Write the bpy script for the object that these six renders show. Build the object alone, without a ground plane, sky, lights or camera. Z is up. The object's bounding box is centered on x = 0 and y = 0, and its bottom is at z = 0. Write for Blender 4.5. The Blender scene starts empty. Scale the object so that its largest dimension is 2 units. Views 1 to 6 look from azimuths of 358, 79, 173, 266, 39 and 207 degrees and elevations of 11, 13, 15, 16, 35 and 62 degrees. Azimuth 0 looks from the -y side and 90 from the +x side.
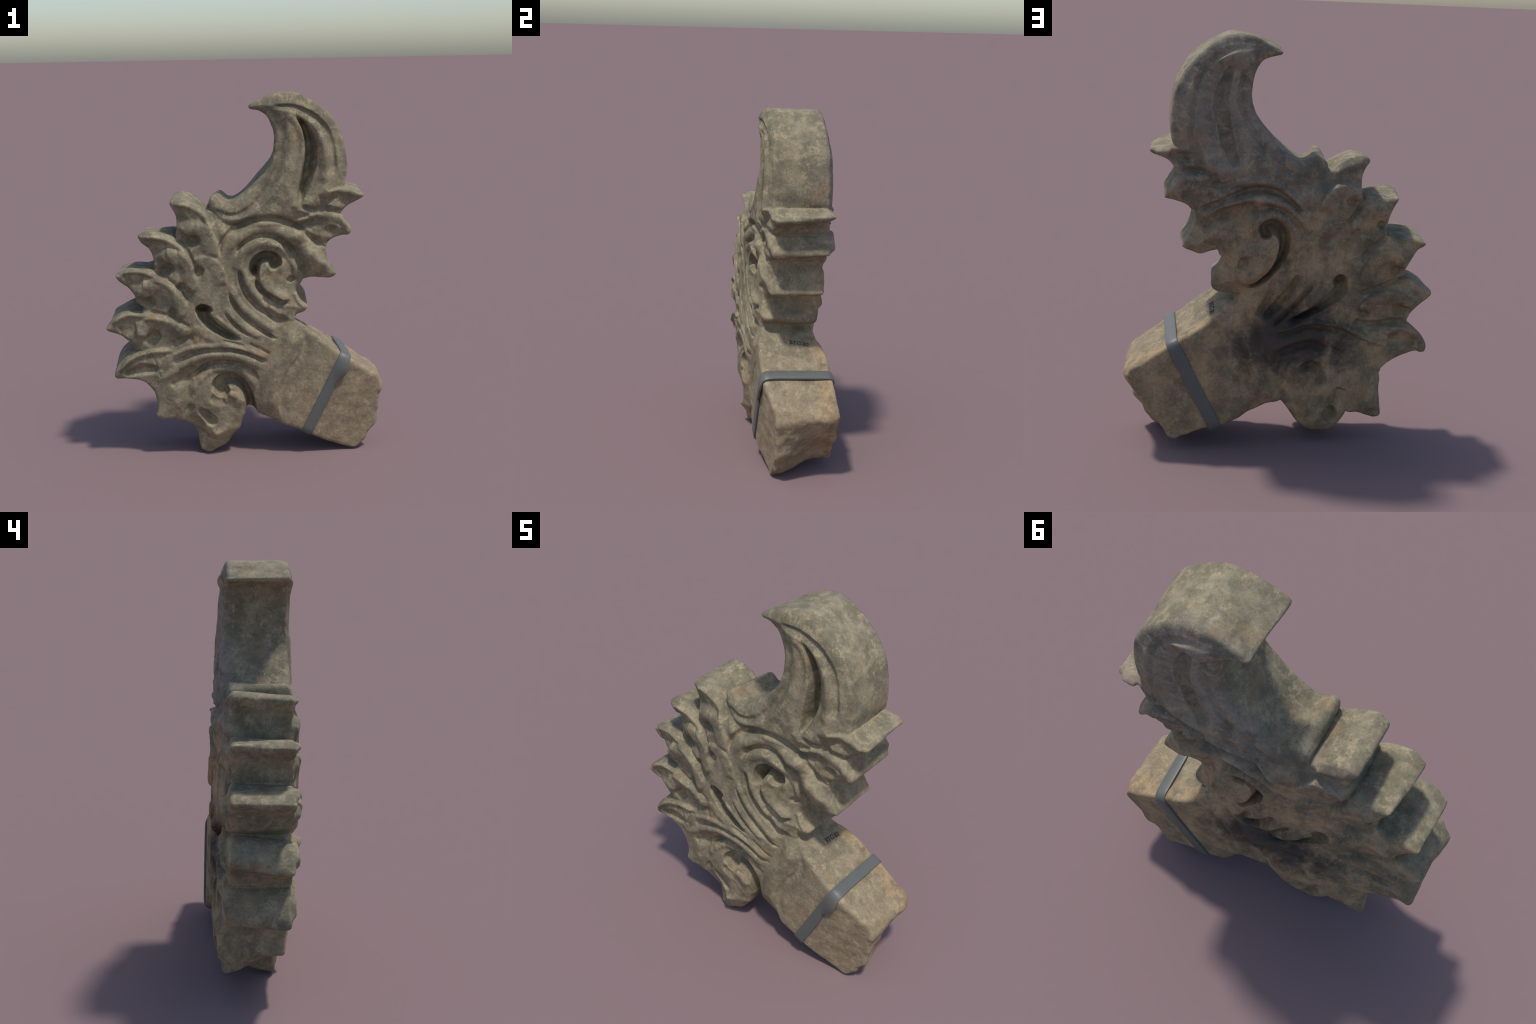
"""Carved stone acanthus finial: a thick slab cut into a hooked crest leaf,
toothed side leaves and two scrolls, growing from a broken block that wears a
metal band.  Everything is described in the plane of the slab (x across,
z up, metres); front (-y) and back (+y) faces carry their own carved relief."""
import bpy
import numpy as np
from mathutils import Vector

CELL = 0.0035          # sampling step of the implicit stone surface
RNG = np.random.RandomState(7)

# ------------------------------------------------------------------ helpers
def smooth(t):
    t = np.clip(t, 0.0, 1.0)
    return t * t * (3 - 2 * t)


def spline(points, closed=False, steps=5):
    """Catmull-Rom curve through the control points."""
    p = np.array(points, float)
    if closed:
        p = np.vstack([p[-1], p, p[0], p[1]])
    else:
        p = np.vstack([2 * p[0] - p[1], p, 2 * p[-1] - p[-2]])
    out = []
    for i in range(1, len(p) - 2):
        a, b, c, d = p[i - 1:i + 3]
        for s in range(steps):
            t = s / steps
            out.append(0.5 * (2 * b + (c - a) * t + (2 * a - 5 * b + 4 * c - d) * t * t
                              + (3 * b - a - 3 * c + d) * t ** 3))
    if not closed:
        out.append(p[-2])
    return np.array(out)


X0, X1, Z0, Z1 = -0.81, 0.82, -0.05, 2.05
XS = np.arange(X0, X1, CELL)
ZS = np.arange(Z0, Z1, CELL)
GX, GZ = np.meshgrid(XS, ZS, indexing="ij")


def window(poly, margin):
    """Slices of the sampling plane that cover a curve and a margin round it."""
    lo = poly.min(0) - margin
    hi = poly.max(0) + margin
    i0, i1 = np.clip([int((lo[0] - X0) / CELL), int((hi[0] - X0) / CELL) + 2], 0, len(XS))
    k0, k1 = np.clip([int((lo[1] - Z0) / CELL), int((hi[1] - Z0) / CELL) + 2], 0, len(ZS))
    return slice(i0, i1), slice(k0, k1)


def nearest(poly, px, pz):
    """Distance, arc fraction and side of the nearest point of an open curve."""
    best = np.full(px.shape, 1e9)
    frac = np.zeros(px.shape)
    side = np.zeros(px.shape)
    seg = poly[1:] - poly[:-1]
    length = np.hypot(seg[:, 0], seg[:, 1])
    start = np.concatenate([[0], np.cumsum(length)])
    for (ax, az), (sx, sz), l, s0 in zip(poly[:-1], seg, length, start):
        dx, dz = px - ax, pz - az
        t = np.clip((dx * sx + dz * sz) / (l * l + 1e-12), 0, 1)
        d = (dx - t * sx) ** 2 + (dz - t * sz) ** 2
        m = d < best
        best = np.where(m, d, best)
        frac = np.where(m, (s0 + t * l) / start[-1], frac)
        side = np.where(m, sx * dz - sz * dx, side)
    return np.sqrt(best), frac, side


def profile_distance(points):
    """Signed distance (negative inside) to a closed smooth profile."""
    poly = spline(points, closed=True, steps=4)
    out = np.full(GX.shape, 0.2)
    sl = window(poly, 0.16)
    px, pz = GX[sl], GZ[sl]
    ring = np.vstack([poly, poly[:1]])
    d, _, _ = nearest(ring, px, pz)
    inside = np.zeros(px.shape, bool)
    for (ax, az), (bx, bz) in zip(ring[:-1], ring[1:]):
        cross = (az > pz) != (bz > pz)
        if az != bz:
            inside ^= cross & (px < ax + (pz - az) * (bx - ax) / (bz - az))
    out[sl] = np.where(inside, -d, d)
    return out


class Relief:
    """Height of carving (outward positive) over one face of the slab."""

    def __init__(self):
        self.h = np.zeros(GX.shape)
        self.gain = 1.0       # depth of the chisel on this face

    def cut(self, points, amount, width, fade=(0.12, 0.12), left=1.0, right=1.0, sharp=2.0):
        """A groove (amount < 0) or rib (amount > 0) that follows a curve."""
        poly = spline(points)
        width = np.atleast_1d(np.array(width, float))
        sl = window(poly, width.max() * max(left, right) + CELL)
        d, t, side = nearest(poly, GX[sl], GZ[sl])
        w = np.interp(t, np.linspace(0, 1, len(width)), width) if len(width) > 1 else width[0]
        w = w * np.where(side > 0, left, right)
        q = np.clip(d / w, 0, 1)
        shape = (1 - q * q) ** sharp
        ends = np.ones(t.shape)          # an end without fade gets a round cap
        if fade[0] > 0.03:
            ends = ends * smooth(t / fade[0])
        if fade[1] > 0.03:
            ends = ends * smooth((1 - t) / fade[1])
        self.h[sl] += self.gain * amount * shape * ends

    def mound(self, points, amount, shoulder, bulge=0.0, reach=0.06):
        """A raised island with rounded shoulders inside a closed profile."""
        d = -profile_distance(points)
        self.h += self.gain * amount * smooth(d / shoulder) + bulge * np.sqrt(np.clip(d / reach, 0, 1))

    def pit(self, centre, rx, rz, depth, turn=0.0, steep=0.45):
        x, z = GX - centre[0], GZ - centre[1]
        c, s = np.cos(turn), np.sin(turn)
        r = np.hypot((x * c + z * s) / rx, (z * c - x * s) / rz)
        self.h -= self.gain * depth * smooth((1 - r) / (1 - steep))


def P(points):
    return points[0]


# ------------------------------------------------- parts of the stone slab
# front edge, back edge (both run the same way round) and the hidden root
# that ties the part into the body
PARTS = {}


def part(name, front, back, root):
    PARTS[name] = (front + root, back + root)


part("crest_leaf",
     [(-0.181, 1.390), (-0.188, 1.424), (-0.180, 1.449), (-0.161, 1.458), (-0.144, 1.443), (-0.128, 1.424), (-0.098, 1.414), (-0.066, 1.416), (-0.013, 1.454), (0.039, 1.498), (0.092, 1.550), (0.138, 1.611), (0.158, 1.666), (0.166, 1.724), (0.169, 1.768), (0.163, 1.811), (0.144, 1.862), (0.117, 1.897), (0.077, 1.918), (0.043, 1.924), (0.035, 1.932), (0.047, 1.943), (0.090, 1.962), (0.146, 1.982), (0.209, 1.994), (0.272, 1.996), (0.349, 1.960), (0.420, 1.910), (0.472, 1.854), (0.515, 1.774), (0.536, 1.688), (0.546, 1.603), (0.539, 1.546), (0.533, 1.496)],
     [(-0.183, 1.392), (-0.178, 1.423), (-0.159, 1.440), (-0.134, 1.454), (-0.114, 1.443), (-0.091, 1.424), (-0.057, 1.420), (-0.012, 1.442), (0.042, 1.494), (0.094, 1.557), (0.136, 1.606), (0.164, 1.647), (0.180, 1.690), (0.184, 1.744), (0.179, 1.799), (0.163, 1.846), (0.136, 1.887), (0.094, 1.907), (0.056, 1.915), (0.048, 1.922), (0.067, 1.934), (0.108, 1.955), (0.155, 1.980), (0.194, 1.988), (0.234, 1.990), (0.286, 1.984), (0.338, 1.961), (0.395, 1.917), (0.446, 1.865), (0.491, 1.805), (0.520, 1.741), (0.535, 1.668), (0.539, 1.589), (0.537, 1.529), (0.526, 1.496)],
     [(0.490, 1.403), (0.316, 1.298), (0.028, 1.269), (-0.129, 1.294)])
part("leaf_lobe",
     [(0.529, 1.499), (0.562, 1.494), (0.594, 1.481), (0.623, 1.463), (0.635, 1.449), (0.619, 1.435), (0.576, 1.414), (0.537, 1.387), (0.511, 1.360)],
     [(0.526, 1.493), (0.553, 1.485), (0.592, 1.476), (0.619, 1.470), (0.630, 1.467), (0.619, 1.455), (0.589, 1.444), (0.552, 1.425), (0.525, 1.396), (0.511, 1.368)],
     [(0.461, 1.331), (0.389, 1.405), (0.461, 1.490)])
part("leaf_lobe.001",
     [(0.510, 1.350), (0.533, 1.322), (0.558, 1.285), (0.566, 1.263), (0.555, 1.243), (0.519, 1.241), (0.475, 1.227), (0.440, 1.200), (0.424, 1.177)],
     [(0.484, 1.355), (0.511, 1.334), (0.544, 1.292), (0.565, 1.257), (0.560, 1.249), (0.530, 1.246), (0.489, 1.233), (0.455, 1.217), (0.434, 1.198)],
     [(0.352, 1.209), (0.316, 1.298), (0.425, 1.368)])
part("leaf_lobe.002",
     [(0.423, 1.178), (0.428, 1.149), (0.439, 1.104), (0.460, 1.059), (0.482, 1.033), (0.484, 1.018), (0.453, 1.002), (0.387, 1.007), (0.343, 1.007), (0.307, 0.996), (0.285, 0.971)],
     [(0.421, 1.187), (0.419, 1.149), (0.426, 1.107), (0.452, 1.057), (0.478, 1.022), (0.472, 1.011), (0.438, 0.997), (0.396, 0.984), (0.355, 0.995), (0.313, 1.001), (0.296, 0.974)],
     [(0.205, 1.021), (0.243, 1.190), (0.352, 1.224)])
part("scroll",
     [(0.281, 0.975), (0.268, 0.940), (0.275, 0.904), (0.299, 0.862), (0.328, 0.839), (0.313, 0.819), (0.276, 0.806), (0.260, 0.791), (0.246, 0.754)],
     [(0.307, 0.996), (0.293, 0.953), (0.308, 0.906), (0.335, 0.866), (0.337, 0.823), (0.309, 0.799), (0.239, 0.791), (0.162, 0.784)],
     [(0.129, 0.772), (-0.015, 0.904), (-0.077, 1.055), (-0.039, 1.165), (0.041, 1.214), (0.135, 1.219), (0.243, 1.143), (0.293, 1.045)])
part("block",
     [(0.232, 0.776), (0.272, 0.755), (0.330, 0.713), (0.389, 0.671), (0.511, 0.578), (0.571, 0.536), (0.668, 0.473), (0.720, 0.437), (0.745, 0.397), (0.735, 0.339), (0.732, 0.268), (0.719, 0.205), (0.713, 0.162), (0.674, 0.111), (0.654, 0.058), (0.601, 0.008), (0.526, 0.031), (0.421, 0.077), (0.353, 0.112), (0.300, 0.141), (0.196, 0.179), (0.121, 0.209), (0.062, 0.237), (0.026, 0.259)],
     [(0.155, 0.784), (0.265, 0.712), (0.368, 0.642), (0.493, 0.566), (0.562, 0.522), (0.646, 0.466), (0.708, 0.430), (0.740, 0.400), (0.742, 0.370), (0.708, 0.323), (0.671, 0.275), (0.620, 0.216), (0.576, 0.147), (0.536, 0.083), (0.470, 0.079), (0.407, 0.104), (0.350, 0.119), (0.292, 0.125), (0.249, 0.143), (0.199, 0.167), (0.120, 0.194), (0.063, 0.225), (-0.009, 0.244)],
     [(0.011, 0.330), (0.036, 0.485), (0.105, 0.636), (0.165, 0.741)])
part("scroll.001",
     [(-0.011, 0.260), (-0.028, 0.231), (-0.042, 0.204), (-0.058, 0.151), (-0.097, 0.101), (-0.129, 0.054), (-0.182, 0.027), (-0.213, 0.009), (-0.243, 0.012), (-0.268, 0.031), (-0.274, 0.063), (-0.281, 0.111), (-0.299, 0.158), (-0.335, 0.194), (-0.364, 0.218)],
     [(-0.020, 0.236), (-0.051, 0.195), (-0.094, 0.132), (-0.140, 0.090), (-0.185, 0.075), (-0.257, 0.074), (-0.300, 0.104), (-0.328, 0.143), (-0.342, 0.179)],
     [(-0.376, 0.303), (-0.319, 0.472), (-0.170, 0.529), (-0.023, 0.486), (0.034, 0.368), (0.025, 0.275)])
part("leaf_lobe.003",
     [(-0.349, 0.214), (-0.423, 0.223), (-0.479, 0.222), (-0.509, 0.238), (-0.503, 0.268), (-0.497, 0.322), (-0.504, 0.354)],
     [(-0.332, 0.195), (-0.360, 0.166), (-0.401, 0.165), (-0.447, 0.149), (-0.486, 0.135), (-0.517, 0.143), (-0.519, 0.174), (-0.503, 0.285), (-0.499, 0.371)],
     [(-0.445, 0.437), (-0.356, 0.473), (-0.286, 0.339)])
part("leaf_lobe.004",
     [(-0.494, 0.315), (-0.514, 0.377), (-0.556, 0.429), (-0.599, 0.452), (-0.665, 0.465), (-0.720, 0.467), (-0.729, 0.481), (-0.721, 0.515), (-0.675, 0.567), (-0.615, 0.610), (-0.548, 0.628)],
     [(-0.497, 0.379), (-0.507, 0.396), (-0.548, 0.433), (-0.613, 0.467), (-0.678, 0.491), (-0.705, 0.483), (-0.725, 0.486), (-0.728, 0.519), (-0.696, 0.571), (-0.655, 0.602), (-0.609, 0.620)],
     [(-0.423, 0.659), (-0.315, 0.587), (-0.394, 0.420)])
part("leaf_lobe.005",
     [(-0.607, 0.624), (-0.610, 0.636), (-0.641, 0.673), (-0.705, 0.720), (-0.753, 0.735), (-0.761, 0.752), (-0.715, 0.805), (-0.649, 0.835), (-0.570, 0.827)],
     [(-0.616, 0.627), (-0.622, 0.647), (-0.641, 0.688), (-0.675, 0.725), (-0.722, 0.766), (-0.733, 0.789), (-0.697, 0.811), (-0.651, 0.838), (-0.595, 0.853)],
     [(-0.417, 0.840), (-0.318, 0.755), (-0.393, 0.666), (-0.498, 0.608)])
part("leaf_lobe.006",
     [(-0.589, 0.891), (-0.594, 0.904), (-0.605, 0.936), (-0.632, 0.972), (-0.681, 1.011), (-0.698, 1.031), (-0.694, 1.041), (-0.639, 1.066), (-0.574, 1.068), (-0.503, 1.061)],
     [(-0.590, 0.875), (-0.595, 0.899), (-0.605, 0.920), (-0.627, 0.964), (-0.653, 1.007), (-0.682, 1.025), (-0.685, 1.037), (-0.635, 1.054), (-0.598, 1.058), (-0.541, 1.055), (-0.493, 1.065)],
     [(-0.396, 1.026), (-0.327, 0.913), (-0.381, 0.809), (-0.490, 0.820)])
part("leaf_lobe.007",
     [(-0.491, 1.084), (-0.492, 1.117), (-0.503, 1.157), (-0.526, 1.193), (-0.557, 1.219), (-0.573, 1.248), (-0.568, 1.259), (-0.523, 1.272), (-0.459, 1.264), (-0.401, 1.244), (-0.371, 1.222)],
     [(-0.489, 1.071), (-0.491, 1.093), (-0.495, 1.136), (-0.506, 1.179), (-0.525, 1.223), (-0.541, 1.251), (-0.526, 1.253), (-0.491, 1.246), (-0.462, 1.250), (-0.419, 1.256), (-0.373, 1.245)],
     [(-0.292, 1.130), (-0.266, 1.011), (-0.327, 0.923), (-0.440, 1.001)])
part("leaf_lobe.008",
     [(-0.368, 1.249), (-0.366, 1.285), (-0.363, 1.329), (-0.367, 1.365), (-0.383, 1.398), (-0.395, 1.421), (-0.393, 1.436), (-0.368, 1.443), (-0.325, 1.438), (-0.283, 1.418), (-0.233, 1.391), (-0.205, 1.363)],
     [(-0.365, 1.234), (-0.363, 1.269), (-0.353, 1.326), (-0.357, 1.368), (-0.371, 1.403), (-0.388, 1.434), (-0.369, 1.450), (-0.336, 1.455), (-0.302, 1.444), (-0.260, 1.422), (-0.219, 1.384), (-0.197, 1.351)],
     [(-0.159, 1.258), (-0.162, 1.127), (-0.263, 1.129), (-0.340, 1.190)])
core = [(-0.199, 1.383), (-0.043, 1.328), (0.173, 1.316), (0.353, 1.334), (0.388, 1.223), (0.228, 1.117)] + \
    [(0.167, 0.862), (0.224, 0.739), (0.163, 0.558), (0.049, 0.368), (-0.097, 0.504), (-0.281, 0.494), (-0.462, 0.384), (-0.516, 0.501), (-0.451, 0.690), (-0.570, 0.641), (-0.578, 0.807), (-0.486, 0.917)] + \
    [(-0.495, 1.062), (-0.390, 1.206), (-0.315, 1.313)]
PARTS["heart"] = (core, core)

NAMES = list(PARTS)
FRONT = np.array([profile_distance(PARTS[n][0]) for n in NAMES])
BACK = np.array([profile_distance(PARTS[n][1]) if PARTS[n][1] is not PARTS[n][0]
                 else profile_distance(PARTS[n][0]) for n in NAMES])
DF = FRONT.min(0)
DB = BACK.min(0)

def scallop(face, crest, eyes, amount=0.022, width=0.075, outer=0.32, inner=1.0):
    """Inner leaf: steep outside, easing inward to drilled eyes."""
    face.cut(crest, amount, width, fade=(0.10, 0.10), left=outer, right=inner, sharp=1.5)
    for eye, w, deep in eyes:
        face.cut(eye, -deep, w, fade=(0.0, 0.75), sharp=1.2)


# ------------------------------------------------------------ front carving
f = Relief()
WEST = smooth((-0.15 - GX) / 0.3)
f.h += 0.167 + 0.006 * WEST + (0.033 - 0.018 * WEST) * smooth(-DF / 0.10)
# the block keeps flat faces and drifts backward toward its broken end
ALONG = (GX - 0.30) * 0.896 - (GZ - 0.50) * 0.444
ON_BLOCK = smooth((ALONG + 0.14) / 0.09) * smooth((GX - 0.13) / 0.08) * smooth((0.95 - GZ - 0.62 * (GX - 0.1)) / 0.08)
f.h += ON_BLOCK * (0.195 + 0.005 * smooth((ALONG + 0.06) / 0.16) - 0.044 * smooth((ALONG - 0.18) / 0.30) - f.h)
# block stands a little proud, two shallow steps where the leaf is clasped
f.cut([(0.191, 0.756), (0.175, 0.672), (0.144, 0.558), (0.117, 0.443), (0.102, 0.327), (0.106, 0.237)], -0.003, 0.030)
f.cut([(0.319, 0.714), (0.304, 0.600), (0.236, 0.502), (0.198, 0.425), (0.179, 0.325), (0.177, 0.215)], -0.009, [0.02, 0.03, 0.02], left=1.8, right=0.7)
f.cut([(0.238, 0.709), (0.215, 0.587), (0.161, 0.442), (0.141, 0.326), (0.147, 0.231)], 0.005, 0.04)
# crest leaf: broad valley with a deep slot, two ribs, rims
f.cut([(0.236, 1.905), (0.313, 1.820), (0.337, 1.721), (0.337, 1.622), (0.315, 1.529), (0.274, 1.422)], -0.024, [0.05, 0.11, 0.12, 0.11, 0.06], sharp=1.0)
f.cut([(0.275, 1.880), (0.320, 1.820), (0.342, 1.749), (0.348, 1.685), (0.339, 1.614), (0.322, 1.543), (0.303, 1.479), (0.290, 1.408)], -0.070, [0.008, 0.03, 0.042, 0.044, 0.035, 0.012], left=1.0, right=0.75, sharp=1.3)
f.cut([(0.131, 1.929), (0.209, 1.932), (0.272, 1.924), (0.335, 1.895), (0.391, 1.859), (0.432, 1.807), (0.456, 1.747), (0.470, 1.676), (0.474, 1.619), (0.472, 1.547)], -0.017, [0.012, 0.03, 0.034, 0.03], left=0.7, right=1.3, sharp=1.6)
f.cut([(0.251, 1.912), (0.321, 1.882), (0.384, 1.811), (0.415, 1.719), (0.422, 1.620), (0.415, 1.513)], 0.010, 0.035)
f.cut([(0.236, 1.905), (0.292, 1.820), (0.316, 1.749), (0.305, 1.651), (0.275, 1.537), (0.231, 1.423)], 0.010, 0.030)
f.cut([(0.103, 1.918), (0.159, 1.886), (0.197, 1.843), (0.214, 1.787), (0.212, 1.723), (0.191, 1.639), (0.154, 1.554), (0.103, 1.469), (0.038, 1.399), (-0.049, 1.358), (-0.113, 1.366), (-0.162, 1.404)], -0.013, [0.02, 0.035, 0.04, 0.03, 0.025, 0.02], fade=(0.1, 0.05), left=1.0, right=1.0)
f.cut([(-0.183, 1.418), (-0.141, 1.392), (-0.070, 1.391), (0.017, 1.443), (0.097, 1.534), (0.148, 1.626), (0.167, 1.696)], 0.008, 0.035)
f.cut([(0.253, 1.419), (0.281, 1.393), (0.288, 1.371)], 0.008, 0.025)
# right-hand leaves: crests and hollows
f.cut([(0.432, 1.473), (0.497, 1.486), (0.554, 1.479), (0.630, 1.450)], 0.015, [0.015, 0.03, 0.02], left=0.6, right=1.3)
f.cut([(0.389, 1.420), (0.461, 1.433), (0.533, 1.431), (0.576, 1.434)], -0.016, 0.045)
f.cut([(0.288, 1.400), (0.360, 1.384), (0.446, 1.379), (0.515, 1.357)], -0.012, [0.02, 0.03, 0.03])
f.cut([(0.259, 1.318), (0.309, 1.329), (0.360, 1.349), (0.446, 1.353), (0.511, 1.330), (0.558, 1.267)], 0.018, [0.015, 0.03, 0.03, 0.02], left=0.7, right=1.3)
f.cut([(0.244, 1.300), (0.331, 1.290), (0.417, 1.281), (0.497, 1.265)], -0.018, [0.02, 0.05, 0.05])
f.pit(P([(0.325, 1.347)]), 0.020, 0.014, 0.008)
# upper scroll: two concentric rolls round a drilled eye
f.cut([(-0.155, 1.134), (-0.127, 1.221), (-0.072, 1.278), (0.000, 1.320), (0.087, 1.340), (0.187, 1.330), (0.273, 1.288), (0.359, 1.224), (0.431, 1.171)], -0.022, [0.015, 0.03, 0.03, 0.03, 0.03], left=0.9, right=0.9)
f.cut([(-0.112, 1.125), (-0.074, 1.205), (-0.008, 1.266), (0.079, 1.296), (0.158, 1.293), (0.237, 1.253), (0.316, 1.188), (0.388, 1.113), (0.475, 1.029)], 0.020, [0.02, 0.035, 0.04, 0.055, 0.05, 0.025])
f.cut([(-0.061, 1.132), (-0.024, 1.197), (0.042, 1.235), (0.128, 1.241), (0.207, 1.202), (0.264, 1.131), (0.300, 1.063), (0.322, 1.003)], -0.030, [0.012, 0.026, 0.03, 0.045, 0.05])
f.cut([(-0.041, 1.032), (-0.044, 1.098)] [:1] + [(-0.047, 1.094), (-0.025, 1.145), (0.027, 1.188), (0.099, 1.207), (0.171, 1.192), (0.228, 1.146), (0.264, 1.079), (0.278, 1.012)], 0.016, 0.035)
f.cut([(0.049, 1.003), (0.042, 1.062), (0.058, 1.106), (0.098, 1.131), (0.141, 1.126), (0.159, 1.100), (0.152, 1.089)], -0.085, [0.020, 0.032, 0.034, 0.036, 0.036], fade=(0.2, 0.02), sharp=0.9)
f.cut([(0.110, 1.081), (0.076, 1.036), (0.088, 0.980), (0.130, 0.932), (0.189, 0.897), (0.244, 0.905)], 0.020, 0.055, fade=(0.03, 0.1), left=1.0, right=0.35)
f.cut([(0.045, 1.081), (0.049, 1.015), (0.070, 0.958), (0.124, 0.912), (0.189, 0.873), (0.240, 0.879)], -0.032, [0.018, 0.022, 0.022, 0.026, 0.015])
f.cut([(0.087, 0.917), (0.145, 0.863), (0.203, 0.846)], -0.014, 0.04)
f.pit(P([(0.241, 0.998)]), 0.030, 0.022, 0.018, 0.4)
f.cut([(0.266, 0.927), (0.284, 0.874), (0.324, 0.837)], 0.010, 0.02)
# strands that run from the scroll and the side leaves into the block
f.cut([(-0.011, 1.083), (-0.005, 1.031), (0.015, 0.971), (0.054, 0.918), (0.108, 0.867), (0.166, 0.824), (0.217, 0.781)], 0.016, [0.02, 0.026, 0.03, 0.03], fade=(0.1, 0.15))
f.cut([(-0.042, 1.076), (-0.031, 0.991), (0.000, 0.926), (0.050, 0.865), (0.108, 0.811), (0.158, 0.764)], -0.024, [0.012, 0.022, 0.024, 0.022, 0.012])
f.cut([(-0.089, 0.996), (-0.062, 0.913), (-0.009, 0.844), (0.063, 0.782), (0.158, 0.715)], 0.012, 0.028)
f.cut([(-0.098, 0.944), (-0.074, 0.880), (-0.031, 0.818), (0.041, 0.752), (0.113, 0.697), (0.168, 0.663)], -0.022, [0.01, 0.022, 0.022, 0.02, 0.01])
f.cut([(-0.114, 0.870), (-0.083, 0.809), (-0.018, 0.746), (0.076, 0.683)], 0.008, 0.025)
f.cut([(-0.126, 0.832), (-0.083, 0.778), (-0.026, 0.722), (0.029, 0.690)], -0.014, [0.008, 0.018, 0.008])
f.cut([(-0.242, 0.843), (-0.225, 0.797), (-0.172, 0.743), (-0.100, 0.699), (-0.027, 0.671)], -0.075, [0.04, 0.036, 0.028, 0.022, 0.008], fade=(0.02, 0.3), sharp=0.9)
f.pit(P([(-0.235, 0.850)]), 0.052, 0.030, 0.045, 0.0, 0.6)
f.cut([(-0.174, 0.815), (-0.106, 0.753), (-0.034, 0.697)], 0.012, [0.01, 0.02, 0.01])
f.cut([(-0.303, 0.754), (-0.231, 0.707), (-0.159, 0.667), (-0.086, 0.634)], 0.008, 0.035)
f.cut([(-0.144, 0.674), (-0.057, 0.649), (0.009, 0.616)], -0.010, [0.01, 0.02, 0.01])
f.cut([(0.002, 0.654), (0.068, 0.622), (0.126, 0.582)], -0.008, [0.01, 0.018, 0.01])
# lower side leaf and lower scroll
f.cut([(-0.426, 0.575), (-0.366, 0.616), (-0.292, 0.640), (-0.204, 0.645), (-0.116, 0.646), (-0.028, 0.629), (0.045, 0.596), (0.115, 0.559)], 0.014, [0.02, 0.025, 0.025, 0.02], left=0.8, right=1.0)
f.cut([(-0.434, 0.545), (-0.352, 0.577), (-0.278, 0.611), (-0.190, 0.623), (-0.087, 0.620), (0.001, 0.595), (0.067, 0.564), (0.114, 0.530)], -0.019, [0.02, 0.026, 0.024, 0.018], left=0.7, right=1.1)
f.cut([(-0.475, 0.438), (-0.399, 0.505), (-0.309, 0.556), (-0.220, 0.586), (-0.132, 0.591), (-0.044, 0.575), (0.030, 0.543), (0.088, 0.491)], 0.013, 0.032)
f.cut([(-0.312, 0.449), (-0.266, 0.501), (-0.214, 0.534), (-0.155, 0.550), (-0.088, 0.546), (-0.022, 0.523), (0.032, 0.481), (0.059, 0.422)], -0.016, [0.012, 0.022, 0.022, 0.02, 0.01])
f.cut([(-0.330, 0.356), (-0.283, 0.440), (-0.215, 0.496), (-0.141, 0.513), (-0.060, 0.495), (-0.009, 0.463), (0.024, 0.407), (0.037, 0.345)], 0.016, 0.032)
f.cut([(-0.431, 0.421), (-0.371, 0.458), (-0.311, 0.472)], -0.010, 0.05)
f.cut([(-0.147, 0.389), (-0.162, 0.413), (-0.146, 0.432), (-0.098, 0.442), (-0.047, 0.421), (-0.011, 0.370), (0.007, 0.314), (0.013, 0.251)], -0.08, [0.046, 0.044, 0.034, 0.028, 0.028, 0.032], fade=(0.0, 0.0), sharp=0.8)
f.cut([(-0.183, 0.456), (-0.134, 0.470), (-0.075, 0.465), (-0.024, 0.432), (0.005, 0.385)], -0.010, 0.03)
f.cut([(-0.100, 0.366), (-0.059, 0.340), (-0.050, 0.269), (-0.081, 0.191), (-0.142, 0.142), (-0.217, 0.131)], 0.020, [0.022, 0.045, 0.06, 0.06, 0.045, 0.02], fade=(0.02, 0.1))
f.cut([(-0.130, 0.338), (-0.167, 0.328), (-0.211, 0.352)], -0.012, 0.04)
f.cut([(-0.287, 0.285), (-0.244, 0.248), (-0.208, 0.207)], -0.034, [0.02, 0.030, 0.036], fade=(0.6, 0.02), sharp=1.2)
f.cut([(-0.347, 0.290), (-0.310, 0.266)], -0.008, 0.045)
f.mound([(-0.291, 0.175), (-0.239, 0.141), (-0.188, 0.102), (-0.121, 0.100), (-0.075, 0.140), (0.008, 0.141), (-0.033, -0.033), (-0.297, -0.040), (-0.321, 0.144)], -0.016, 0.014)
# side leaves on the left: raised tooth rim, hollow, scalloped inner leaf, drilled eyes
# (topmost)
f.cut([(-0.382, 1.423), (-0.326, 1.422), (-0.262, 1.395), (-0.217, 1.358), (-0.194, 1.303), (-0.177, 1.244)], 0.018, [0.016, 0.024, 0.018], left=0.7, right=1.4)
f.cut([(-0.181, 1.375), (-0.161, 1.302), (-0.142, 1.222), (-0.137, 1.141)], -0.006, [0.014, 0.024, 0.014])
f.cut([(-0.364, 1.350), (-0.314, 1.346), (-0.257, 1.326)], -0.014, 0.060)
scallop(f, [(-0.356, 1.267), (-0.337, 1.292), (-0.297, 1.313), (-0.247, 1.311), (-0.203, 1.278), (-0.174, 1.219), (-0.163, 1.134)], [([(-0.273, 1.231), (-0.293, 1.214), (-0.322, 1.182)], 0.036, 0.034)])
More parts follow.
